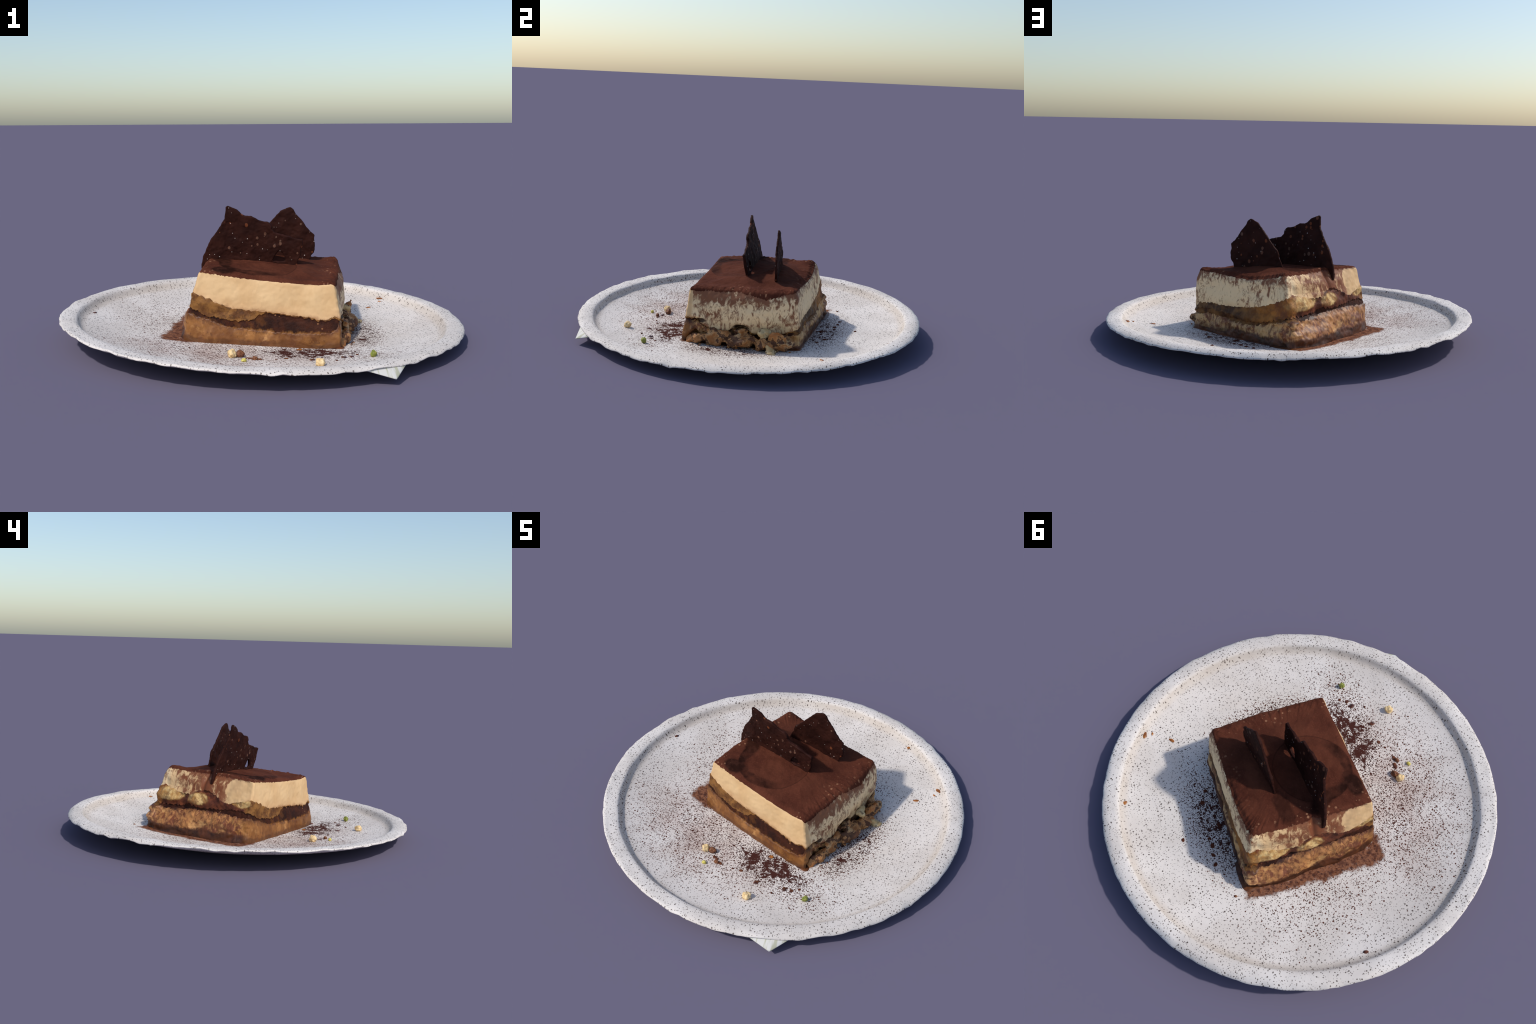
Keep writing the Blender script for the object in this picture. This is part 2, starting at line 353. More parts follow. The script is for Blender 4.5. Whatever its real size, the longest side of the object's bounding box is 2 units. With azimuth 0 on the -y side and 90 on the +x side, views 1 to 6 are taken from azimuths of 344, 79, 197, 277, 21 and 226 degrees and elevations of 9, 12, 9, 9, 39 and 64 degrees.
def ladyfinger_material():
    m = Mat("ladyfinger_sponge", .6, .25)
    side0 = m.plane(*N0); side2 = m.plane(*N2); side3 = m.plane(*N3)
    gold = m.mix(m.step(m.noise(22, 4, .6), .36, .64), lin(92, 55, 25), lin(150, 104, 52))
    w = m.mul(m.sub(m.noise(28, 5, .65), .5), .75)
    core = m.mn(m.blob(-.185, .385, .13, .10, 1.13, .238, .042), m.blob(-.27, .19, .075, .10, 1.13, .232, .036))
    core = m.mn(core, m.blob(-.37, -.075, .05, .06, -.40, .235, .030))
    core = m.add(core, w)
    gm = m.step(m.add(m.noise(34, 5, .7), m.mul(m.noise(9, 3), .5)), .78, .92)
    gold = m.mix(m.mul(m.step(side0, .22, .25), .3), gold, lin(104, 64, 28))
    gold = m.mix(m.mul(gm, .7), gold, lin(70, 40, 20))
    # brown soak between the fingers on the dusted face
    soak = m.mul(m.step(core, .85, 1.08), m.step(side3, .20, .25))
    soak = m.mul(soak, m.step(side0, .25, .22))
    col = m.mix(soak, gold, m.mix(m.step(m.noise(24, 4), .4, .62), lin(70, 32, 20), lin(116, 60, 34)))
    yel = m.mix(m.step(m.noise(30, 4), .38, .66), lin(222, 188, 128), lin(182, 136, 78))
    col = m.mix(m.mul(m.step(core, .98, .70), .9), col, yel)
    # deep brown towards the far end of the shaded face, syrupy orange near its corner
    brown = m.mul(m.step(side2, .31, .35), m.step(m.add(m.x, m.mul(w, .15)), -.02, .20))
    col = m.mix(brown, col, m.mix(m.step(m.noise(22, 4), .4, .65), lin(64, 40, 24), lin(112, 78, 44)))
    oran = m.mul(m.step(side2, .31, .35), m.step(m.x, .20, -.04))
    col = m.mix(m.mul(oran, .75), col, m.mix(m.step(m.noise(14, 4, .6), .38, .62), lin(112, 68, 30), lin(166, 108, 44)))
    dust = streak_cocoa(m, m.mul(m.step(side0, .24, .2), m.mul(m.step(side3, .2, .25), .42)), 1.4)
    col = m.mix(m.mul(dust, m.mul(m.step(side0, .24, .2), .6)), col, lin(98, 50, 30))
    m.colour(col)
    m.bump(m.noise(40, 4, .65), .45, .01)
    return m

def cocoa_material():
    m = Mat("sifted_cocoa", .92, .12)
    base = m.mix(m.step(m.noise(8, 4), .35, .65), lin(90, 49, 35), lin(76, 39, 28))
    base = m.mix(m.mul(m.step(m.noise(140, 2), .5, .7), .35), base, lin(104, 60, 44))
    # damp ring left in the powder, a wet smear by the corner and by the shard foot
    w = m.mul(m.sub(m.noise(13, 5, .65), .5), .42)
    b = m.blob(-.03, -.045, .195, .185, .35)
    ring = m.mul(m.step(m.add(b, w), .66, .82), m.step(b, 1.03, .985))
    left = m.step(m.add(m.x, m.mul(m.y, .6)), -.02, -.20, .22, 1.0)
    ring = m.mul(m.mul(ring, left), m.step(m.noise(7, 4, .6), .36, .56, .3, 1.0))
    line = m.mul(m.step(b, .955, .985), m.step(b, 1.02, .99))
    wet = m.mx(ring, m.mul(line, .55))
    wet = m.mx(wet, m.step(m.add(m.blob(-.225, -.135, .075, .050, -.4), w), 1.0, .65))
    wet = m.mx(wet, m.mul(m.step(m.add(m.blob(-.10, .205, .12, .055, -.4), m.mul(w, 2.4)), .9, .5), .7))
    wet = m.mx(wet, m.mul(m.step(m.add(m.blob(-.19, .045, .05, .10, .2), w), 1.0, .6), .85))
    col = m.mix(m.mul(wet, .96), base, m.mix(m.step(m.noise(30, 4), .42, .62), lin(38, 20, 15), lin(55, 31, 24)))
    # cream peeping through along the brim of the front and shaded faces
    d = m.mx(m.plane(*N2, 0, -.345), m.mx(m.plane(*N3, 0, -.235), m.plane(*N1, 0, -.345)))
    fl = m.mul(m.spots(46, .5, .06, .30, None, True), m.mul(m.step(d, -.085, .01), m.step(m.noise(11, 4), .47, .6)))
    col = m.mix(m.mul(fl, .55), col, lin(176, 130, 98))
    m.colour(col)
    m.rough(m.math("MULTIPLY_ADD", wet, -.15, .92))
    m.put(m.b.inputs["Specular IOR Level"], m.math("MULTIPLY_ADD", wet, -.04, .07))
    m.bump(m.add(m.noise(60, 4, .6), m.mul(m.noise(180, 2), .4)), .35, .006)
    return m

def chocolate_material():
    m = Mat("dark_chocolate", .6, .06)
    base = m.mix(m.step(m.noise(14, 4), .35, .65), lin(54, 28, 22), lin(42, 21, 17))
    nuts = m.spots(38, .42, .10, .36, m.vec((1, 1, .8)))
    col = m.mix(m.mul(nuts, .75), base, m.mix(m.step(m.noise(5, 2), .4, .6), lin(126, 70, 44), lin(112, 84, 70)))
    salt = m.spots(85, .13, .10, .24)
    col = m.mix(m.mul(salt, .75), col, lin(214, 200, 190))
    m.colour(col)
    m.bump(m.add(m.noise(26, 4), m.mul(nuts, .5)), .45, .01)
    return m

def syrup_material():
    m = Mat("coffee_syrup", .38, .35)
    m.colour(m.mix(m.step(m.noise(18, 4), .38, .62), lin(58, 29, 18), lin(104, 60, 31)))
    return m

def plain(name, a, b, scale=60, rough=.55, spec=.3):
    m = Mat(name, rough, spec)
    m.colour(m.mix(m.step(m.noise(scale, 3), .38, .62), lin(*a), lin(*b)))
    m.bump(m.noise(scale * 1.5, 3), .3, .004)
    return m

def crumb_material(name, a, b, lo, hi):
    m = Mat(name, .6, .25)
    base = m.mix(m.step(m.noise(24, 4), .38, .62), lin(*a), lin(*b))
    dust = m.step(m.noise(24, 5, .65), lo, hi)
    base = m.mix(m.step(m.noise(12, 4, .6), .52, .66), base, lin(222, 196, 150))
    m.colour(m.mix(m.mul(dust, .95), base, lin(74, 40, 27)))
    m.bump(m.noise(50, 4), .4, .01)
    return m

M_GLAZE, M_TORN = glaze_material(), torn_glaze_material()
M_CREAM, M_SPONGE, M_BAND = cream_material(), sponge_material(), coffee_band_material()
M_LADY, M_COCOA, M_CHOC, M_SYRUP = ladyfinger_material(), cocoa_material(), chocolate_material(), syrup_material()
M_CRUMB = crumb_material("broken_crumb", (156, 102, 58), (216, 166, 110), .47, .56)
M_PALE = crumb_material("creamy_crumb", (190, 160, 112), (216, 194, 148), .55, .66)

# ================================================================== PLATE
# (radius, height) of the dished floor, the raised rim and the hidden underside
PROFILE = [(0, .011), (.30, .012), (.42, .014), (.52, .019), (.60, .026), (.70, .034), (.78, .044), (.84, .0555),
           (.875, .0625), (.889, .067), (.900, .076), (.908, .088), (.914, .099), (.921, .1035), (.935, .1055), (.962, .1062),
           (.978, .1035), (.991, .0975), (.998, .0925), (.9975, .089), (.985, .086), (.95, .081), (.88, .060), (.78, .034),
           (.66, .014), (.55, .004), (0, .002)]
FLOOR_R = [p[0] for p in PROFILE[:10]]; FLOOR_Z = [p[1] for p in PROFILE[:10]]

def floor_z(x, y):
    return max(.004, float(np.interp(math.hypot(x, y), FLOOR_R, FLOOR_Z)) + tilt(x, y))

# the worn outer edge hangs lower on some sides than on others (degrees, metres)
EDGE_A = [0, 20, 60, 95, 120, 150, 180, 210, 235, 260, 340, 360]
EDGE_Z = [.003, .005, 0, -.006, -.008, 0, .010, .013, .011, .004, 0, .003]

def build_plate():
    # resample the profile smoothly
    pr = []
    for i in range(len(PROFILE) - 1):
        a, b = PROFILE[i], PROFILE[i + 1]
        k = max(1, int(math.hypot(b[0] - a[0], b[1] - a[1]) / .02))
        for j in range(k):
            t = j / k; pr.append((a[0] + (b[0] - a[0]) * t, a[1] + (b[1] - a[1]) * t))
    pr = [p for p in pr if p[0] > 1e-6]
    NS, K = 384, len(pr)
    V, F = [], []
    last_floor = max(k for k in range(K) if pr[k][1] > .1)
    for q, (r, h) in enumerate(pr):
        for i in range(NS):
            a = 2 * math.pi * i / NS; c, s = math.cos(a), math.sin(a)
            outer = float(sstep(.970, .996, r))
            rr, hh = r, h
            if r > .86:
                p = (c * 1.0, s * 1.0, 0)
                rr += .0025 * fbm(p, 6, 2, 3.1) * (1 - outer)
                hh += .0035 * fbm((c, s, r * 3), 7, 3, 9.2) * float(sstep(.90, .93, r))
                if outer > 0:      # chipped, wavy outer edge
                    hh += outer * (.007 * fbm(p, 11, 3, 5.5) - .004 * max(0, n3(p, 23, 2.2)))
                    rr += outer * (.004 * fbm(p, 13, 2, 8.8) - .0005)
                    hh += outer * float(np.interp(math.degrees(a), EDGE_A, EDGE_Z))
            x, y = rr * c, rr * s
            z = hh + tilt(x, y) + .0016 * fbm((x, y, 0), 5, 2, 1.0) * (1 if r < .9 else 0)
            V.append((max(-1, min(1, x)), max(-.9995, min(1, y)), max(z, .004 if q < last_floor else 0.0)))
    for k in range(K - 1):
        for i in range(NS):
            j = (i + 1) % NS
            F.append((k * NS + i, k * NS + j, (k + 1) * NS + j, (k + 1) * NS + i))
    top_c = len(V); V.append((0, 0, PROFILE[0][1]))
    bot_c = len(V); V.append((0, 0, PROFILE[-1][1]))
    for i in range(NS):
        j = (i + 1) % NS
        F.append((top_c, j, i)); F.append((bot_c, (K - 1) * NS + i, (K - 1) * NS + j))
    F = [tuple(reversed(f)) for f in F]
    ob = new_mesh("plate", V, F, M_GLAZE)
    bm = bmesh.new(); bm.from_mesh(ob.data); bmesh.ops.recalc_face_normals(bm, faces=bm.faces); bm.to_mesh(ob.data); bm.free()
    ob.data.polygons.foreach_set("use_smooth", [True] * len(ob.data.polygons))
    tag(ob, "round off-white ceramic plate with dark specks and raised rim", "plate")
    return ob

def build_flap(plate):
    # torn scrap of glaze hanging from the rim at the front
    W, H = 18, 10
    V, F = [], []
    a0, a1, tip = math.radians(-81.0), math.radians(-68.5), Vector((.279, -1.0, .026))
    for side in (0, 1):
        for j in range(H + 1):
            t = j / H
            for i in range(W + 1):
                s = i / W; a = a0 + (a1 - a0) * s
                r = .985; x, y = r * math.cos(a), r * math.sin(a)
                rim = Vector((x, y, .092 + tilt(x, y)))
                skew = .62
                w = s / skew if s < skew else (1 - s) / (1 - skew)
                e = a0 if s < skew else a1
                end = Vector((r * math.cos(e), r * math.sin(e), .090 + tilt(r * math.cos(e), r * math.sin(e))))
                q = rim.lerp(end.lerp(tip, w), t)
                q.z += .003 * math.sin(3 * t) * w
                n = Vector((math.cos(a), math.sin(a), .7)).normalized()
                V.append(q + n * (.004 if side == 0 else -.004) * (1 - .6 * t))
    o = (H + 1) * (W + 1)
    for j in range(H):
        for i in range(W):
            a = j * (W + 1) + i
            F.append((a, a + 1, a + W + 2, a + W + 1)); F.append((o + a, o + a + W + 1, o + a + W + 2, o + a + 1))
    for i in range(W):
        a = H * (W + 1) + i; F.append((a, a + 1, o + a + 1, o + a))
        a = i; F.append((a + 1, a, o + a, o + a + 1))
    new_mesh("torn_rim_flap", V, F, M_TORN, plate)

# ================================================================== CAKE
def side_of(u):
    u %= 4.0; k = int(u); return k, u - k

def tab(T, u):
    k, f = side_of(u)
    return float(np.interp(f, [p[0] for p in T[k]], [p[1] for p in T[k]]))

def corner(k, v):
    c = CORNER[k % 4]; vs = [p[0] for p in c]
    return np.array([np.interp(v, vs, [p[1] for p in c]), np.interp(v, vs, [p[2] for p in c])])

def raw_xy(u, v):
    k, f = side_of(u)
    return corner(k, v) * (1 - f) + corner(k + 1, v) * f

ROUND = [.018, .016, .030, .034]      # how far each corner is softened, in u
def wall_xy(u, v):
    k = int(round(u)) % 4; d = abs(((u - round(u))))
    w = ROUND[k] * max(0.0, 1 - d / .12) + .002
    return sum((raw_xy(u + w * t, v) for t in (-1, -.67, -.33, 0, .33, .67, 1)), np.zeros(2)) / 7

def top_edge(u):
    k, f = side_of(u)
    chord = TOP_Z[k] * (1 - f) + TOP_Z[(k + 1) % 4] * f
    return chord

# gouges and bulges on the faces: (u, v, du, dv, outward metres)
FEATURES = [(1.50, .31, .060, .065, -.050), (1.11, .42, .045, .04, -.022), (1.40, .13, .09, .10, .022), (1.24, .16, .07, .12, .014),
            (1.66, .20, .05, .05, -.026), (1.80, .12, .08, .10, .016), (1.70, .30, .14, .10, .008),
            (3.50, .93, .022, .17, -.016), (3.12, .54, .16, .10, .005), (3.46, .55, .13, .08, .005),
            (3.30, .50, .05, .09, -.010), (3.12, .03, .16, .035, -.008),
            (3.02, .36, .07, .05, .024), (3.02, .20, .07, .05, .016), (2.5, .27, .5, .035, -.008), (0.10, .55, .10, .08, .006)]

def outward(u):
    e = .03
    a, b = wall_xy(u - e, .5), wall_xy(u + e, .5); t = (b - a) / np.linalg.norm(b - a)
    return np.array([t[1], -t[0]])

def build_cake():
    root = bpy.data.objects.new("tiramisu_slice", None); COLL.objects.link(root)
    tag(root, "square slice of layered coffee cream cake topped with cocoa and chocolate shards", "tiramisu")
    # perimeter samples: denser near the corners
    us = []
    for k in range(4):
        n = 220
        for i in range(n):
            us.append(k + i / n)
    us = np.array(us); NU = len(us)
    ROWS = [5, 34, 16, 24, 46, 10]          # foot, sponge, band, ladyfinger, cream, cocoa brim
    PARTS = ["syrupy_foot", "bottom_sponge", "coffee_layer", "ladyfinger_layer", "cream_layer", "cocoa_topping"]
    NR = sum(ROWS) + 1
    V = np.zeros((NR, NU, 3)); part_row = []
    for k, n in enumerate(ROWS): part_row += [k] * n
    brim = np.zeros((NU, 3))
    for i, u in enumerate(us):
        nrm = outward(u)
        pj = (math.cos(u * math.pi / 2) * 2, math.sin(u * math.pi / 2) * 2, 0)
        jag = lambda s, a, sd: a * fbm(pj, s, 2, sd)
        fray = lambda sd: .010 * n3(pj, 31, sd) + .008 * n3(pj, 73, sd + 2) + .006 * n3(pj, 140, sd + 5)
        k, f = side_of(u)
        rough_side = (1.0, 1.5, 1.1, 1.2)[k]
        tv = tab(T_TOP, u) + jag(14, .008, 2.0) + (0 if k == 0 else jag(6, .014, 3.3))
        b = [-.03,
             tab(T_FOOT, u) + jag(9, .02, 1.0) * rough_side,
             tab(T_SPONGE, u) + jag(10, .022, 4.0) * rough_side + fray(3),
             tab(T_BAND, u) + jag(12, .024, 6.0) * rough_side + fray(5),
             tab(T_CREAM, u) + jag(12, .016, 7.0) * rough_side + .7 * fray(8),
             min(tab(T_COCOA, u) + jag(16, .012, 9.0) + jag(26, .010, 19.0) * (.6, 1.6, 1.2, 1.3)[k], tv - .012),
             tv]
        for q in range(1, 6): b[q] = max(b[q], b[q - 1] + .012)
        b[6] = max(b[6], b[5] + .012)
        vs = []
        for q in range(6):
            vs += list(np.linspace(b[q], b[q + 1], ROWS[q], endpoint=False))
        vs.append(b[6])
        zt = top_edge(u)
        for r, v in enumerate(vs):
            vc = min(max(v, 0), 1)
            xy = wall_xy(u, vc)
            zb = floor_z(*xy)
            z = zb + (zt - zb) * v
            # round the brim over into the top
            e = min(max((v - (tv - .045)) / .045, 0), 1)
            inset = .013 * (1 - math.sqrt(max(0, 1 - e * e))) * (.9 if k in (1, 2) else .55)
            p = (xy[0], xy[1], z)
            q = part_row[min(r, NR - 2)]
            amp = (.008, .010, .006, .009, .0045, .003)[q]
            amp *= (.55, 1.5, 1.0, 1.3)[k] if q < 4 else (.6, 1.2, 1.1, 1.0)[k]
            dcorner = min(abs(u - 3), 1)
            if q in (0, 1): amp *= 1 + 1.3 * max(0, 1 - dcorner / .22)
            out = amp * (1.25 * fbm(p, 10, 2, 3.0) + .25 * n3(p, 36, 5.0) if q < 4 and k in (0, 3) else fbm(p, 15, 3, 3.0)) + .25 * amp * n3(p, 55, 8.0)
            foot = 1 - float(sstep(.12, .50, v))
            out += foot * ((.016, -.010, .000, .034)[k] * min(1, 7 * f, 7 * (1 - f)) + (.008 if k in (0, 3) else 0) * max(0, 1 - abs(u % 4 if u < 2 else u - 4) / .3))
            out += (.006, .024, .004, .024)[k] * math.sin(math.pi * f) * float(sstep(.15, .55, v)) * (1 - .6 * float(sstep(.8, 1, v)))
            if q == 2: out -= .004
            if k == 1:               # torn end: the cream hangs over a hollowed, crumbling sponge
                lip = math.exp(-((v - b[4] - .03) / .07) ** 2) * min(1, 6 * f, 6 * (1 - f))
                if q >= 4: out += .010 * lip
                else:
                    ends = float(sstep(.03, .15, f)) * (1 - float(sstep(.90, .99, f)))
                    out += ends * (-.006 * lip - .10 * max(0, fbm(p, 13, 2, 41.0) - .12) + .030 * max(0, fbm(p, 9, 2, 17.0)))
            if k == 0 and q == 4: out += .003 * n3((p[0], p[1], p[2] * 2), 9, 4.4)
            for fu, fv, du, dv, am in FEATURES:
                du_ = (u - fu + 2) % 4 - 2
                g = (du_ / du) ** 2 + ((v - fv) / dv) ** 2
                if g < 7: out += am * math.exp(-g)
            xy = xy + nrm * (out - inset)
            V[r, i] = (xy[0], xy[1], max(z, .0015))
        brim[i] = V[NR - 1, i]
    verts = [tuple(p) for p in V.reshape(-1, 3)]
    faces, fpart = [], []
    for r in range(NR - 1):
        for i in range(NU):
            j = (i + 1) % NU
            faces.append((r * NU + i, r * NU + j, (r + 1) * NU + j, (r + 1) * NU + i)); fpart.append(part_row[r])
    # powdered top: rings shrinking to the centre, heights blend from the brim to a gently dished plane
    c = brim.mean(0)
    NT = 64; prev = (NR - 1) * NU
    for t in range(1, NT + 1):
        s = 1 - t / (NT + .5)
        s = s ** 1.0
        base = len(verts)
        for i in range(NU):
            x = c[0] + (brim[i, 0] - c[0]) * s; y = c[1] + (brim[i, 1] - c[1]) * s
            plane = .3605 - .0442 * x + .0811 * y
            e = 1 - s
            k = math.exp(-e / (.07 + .07 * float(sstep(-.1, .25, x * .8 + y * .5))))
            lip = .001 * math.sin(math.pi * min(e / .10, 1))
            z = plane * (1 - k) + brim[i, 2] * k + lip
            p = (x, y, 0)
            z += (1 - k) * (.006 * fbm(p, 7, 3, 2.5) + .0018 * fbm(p, 38, 2, 7.5))
            z += .010 * abs(fbm(p, 26, 3, 12.0)) * math.exp(-e / .09) * (0.4 + sstep(-.1, .2, x * .9 + y * .4))
            w12 = float(sstep(-.05, .22, max(x * .93 - y * .37 - .02, x * .38 + y * .92 - .08)))
            z -= .014 * w12 * math.exp(-((e - .24) / .17) ** 2)
            z += .006 * math.exp(-((x + .02) ** 2 + (y - .05) ** 2) / .032) * (1 - k)
            rr = math.hypot((x + .03) / .195, (y + .045) / .185)     # shallow dent under the damp ring
            z += -.001 * math.exp(-(rr / .8) ** 4) + .002 * math.exp(-((rr - 1.02) / .08) ** 2)
            verts.append((x, y, z))
        for i in range(NU):
            j = (i + 1) % NU
            faces.append((prev + i, prev + j, base + j, base + i)); fpart.append(5)
        prev = base
    cid = len(verts); verts.append((c[0], c[1], .3590 - .0442 * c[0] + .0811 * c[1]))
    for i in range(NU):
        faces.append((prev + i, prev + (i + 1) % NU, cid)); fpart.append(5)
    # one smooth body first, for its normals; then one object per layer
    whole = bpy.data.meshes.new("whole_body"); whole.from_pydata(verts, [], faces); whole.update()
    vn = np.zeros(len(verts) * 3, np.float32); whole.vertices.foreach_get("normal", vn); vn = vn.reshape(-1, 3)
    bpy.data.meshes.remove(whole)
    mats = [M_SPONGE, M_SPONGE, M_BAND, M_LADY, M_CREAM, M_COCOA]
    fpart = np.array(fpart); va = np.array(verts)
    fpart[fpart == 0] = 1
    for k in range(1, 6):
        fs = [faces[n] for n in np.nonzero(fpart == k)[0]]
        used = np.unique(np.concatenate([np.array(f) for f in fs]))
        remap = {int(g): n for n, g in enumerate(used)}
        ob = new_mesh(PARTS[k], va[used], [tuple(remap[g] for g in f) for f in fs], mats[k], root)
        ob.data.normals_split_custom_set_from_vertices([tuple(n) for n in vn[used]])
    return root

def build_syrup(root):
    # glossy coffee seeping out round the foot of the slice
    NU, K = 480, 7
    V, F = [], []
    for i in range(NU):
        u = 4 * i / NU; k, f = side_of(u)
        nrm = outward(u); xy = wall_xy(u, 0.0)
        pj = (math.cos(u * math.pi / 2) * 2, math.sin(u * math.pi / 2) * 2, 0)
        w = (.011, .014, .014, .030)[k] * (1 - f) + (.011, .014, .014, .030)[(k + 1) % 4] * f if f > .8 else (.011, .014, .014, .030)[k]
        w = max(.004, w + .008 * fbm(pj, 6, 3, 4.0))
        for j in range(K):
            t = j / (K - 1)
            p = xy + nrm * (w * t - .014 * (1 - t))
            h = .0065 * math.cos(t * math.pi / 2) ** .7 + (0 if j < K - 1 else -.003)
            V.append((p[0], p[1], floor_z(*p) + h))
    for i in range(NU):
        j = (i + 1) % NU
        for k in range(K - 1):
            F.append((i * K + k, i * K + k + 1, j * K + k + 1, j * K + k))
    F = [tuple(reversed(f)) for f in F]
    new_mesh("coffee_syrup", V, F, M_SYRUP, root)

# ------------------------------------------------------------------ chocolate shards
def build_shard(root, name, outline, plane, thick, seed, bend=0.0):
    """outline in (x, z); the slab lies on y = a + b x + c z"""
    a, b, c = plane
    pts = []
    n = len(outline)
    for i in range(n):
        p, q = outline[i], outline[(i + 1) % n]
        k = max(1, int(math.hypot(q[0] - p[0], q[1] - p[1]) / .006))
        for j in range(k):
            t = j / k
            x, z = p[0] + (q[0] - p[0]) * t, p[1] + (q[1] - p[1]) * t
            pts.append((x + .0022 * n3((x, z, seed), 40), z + .0022 * n3((z, x, seed + 5), 45)))
    bm = bmesh.new()
    nrm = Vector((-b, 1, -c)).normalized()
    vs = [bm.verts.new(Vector((x, a + b * x + c * z, z)) - nrm * thick / 2) for x, z in pts]
    es = [bm.edges.new((vs[i], vs[(i + 1) % len(vs)])) for i in range(len(vs))]
    res = bmesh.ops.triangle_fill(bm, use_beauty=True, use_dissolve=False, edges=es)
    geo = bmesh.ops.extrude_face_region(bm, geom=bm.faces[:])
    bmesh.ops.translate(bm, verts=[v for v in geo["geom"] if isinstance(v, bmesh.types.BMVert)], vec=nrm * thick)
    bmesh.ops.recalc_face_normals(bm, faces=bm.faces[:])
    me = bpy.data.meshes.new(name); bm.to_mesh(me); bm.free()
    ob = bpy.data.objects.new(name, me); COLL.objects.link(ob)
    md = ob.modifiers.new("remesh", "REMESH"); md.mode = "VOXEL"; md.voxel_size = .0032
    sm = ob.modifiers.new("smooth", "SMOOTH"); sm.iterations = 5; sm.factor = .5
    dg = bpy.context.evaluated_depsgraph_get(); dg.update()
    me2 = bpy.data.meshes.new_from_object(ob.evaluated_get(dg))
    bpy.data.objects.remove(ob); me2.name = name
    co = np.zeros(len(me2.vertices) * 3, np.float32); me2.vertices.foreach_get("co", co); co = co.reshape(-1, 3)
    no = np.zeros_like(co).reshape(-1); me2.vertices.foreach_get("normal", no); no = no.reshape(-1, 3)
    for i in range(len(co)):
        p = co[i]
        h = .0032 * fbm(p, 22, 3, seed) + .0012 * n3(p, 75, seed + 3)
        side = 1.0 if Vector(no[i]).dot(nrm) > 0 else -1.0
        wav = .0045 * fbm((p[0], p[2], seed), 6, 2, 1.3)      # the slab itself is not quite flat
        co[i] = p + no[i] * h + np.array(nrm) * wav
    me2.vertices.foreach_set("co", co.reshape(-1)); me2.update()
    me2.polygons.foreach_set("use_smooth", [True] * len(me2.polygons))
    me2.materials.clear(); me2.materials.append(M_CHOC.m)
    ob = bpy.data.objects.new(name, me2); COLL.objects.link(ob); ob.parent = root
    return ob

SHARD_A = [(-.277, .314), (-.282, .340), (-.275, .390), (-.259, .434), (-.240, .482), (-.218, .515), (-.201, .545), (-.180, .582),
           (-.178, .612), (-.176, .644), (-.167, .652), (-.152, .645), (-.126, .632), (-.106, .614), (-.084, .600), (-.058, .598),
           (-.029, .583), (0, .571), (.024, .567), (.038, .556), (.043, .532), (.059, .514), (.093, .502), (.122, .498), (.155, .486),
           (.187, .477), (.191, .463), (.182, .432), (.187, .405), (.174, .375), (.170, .328), (.0845, .328), (.0845, .366), (.114, .370), (.106, .404),
           (.085, .424), (.068, .411), (.055, .373), (.083, .366), (.083, .328), (-.20, .330), (-.236, .350), (-.265, .316)]
SHARD_B = [(.285, .310), (.285, .345), (.294, .368), (.309, .386), (.311, .406), (.312, .436), (.310, .479), (.279, .509), (.254, .547),
           (.218, .587), (.206, .612), (.190, .624), (.169, .618), (.145, .604), (.120, .582), (.089, .545), (.058, .512), (.034, .483),
           (.012, .460), (.006, .435), (-.010, .406), (-.022, .375), (-.026, .335)]

# ------------------------------------------------------------------ crumbs
def blob_mesh(name, centre, radii, ang, mat, seed, parent=None, rough=.25, sub=4, lean=(0, 0)):
    bm = bmesh.new(); bmesh.ops.create_icosphere(bm, subdivisions=sub, radius=1.0)
    R = Matrix.Rotation(ang, 3, "Z")
    for v in bm.verts:
        p = v.co.copy()
        p *= 1 + rough * fbm(p, 1.3, 3, seed)
        p = Vector((p.x * radii[0], p.y * radii[1], p.z * radii[2]))
        p = R @ p
        p += Vector((lean[0] * p.z, lean[1] * p.z, 0))
        v.co = p + Vector(centre); v.co.z = max(v.co.z, .002)
    me = bpy.data.meshes.new(name); bm.to_mesh(me); bm.free()
    me.polygons.foreach_set("use_smooth", [True] * len(me.polygons)); me.materials.append(mat.m)
    ob = bpy.data.objects.new(name, me); COLL.objects.link(ob)
    if parent: ob.parent = parent
    return ob

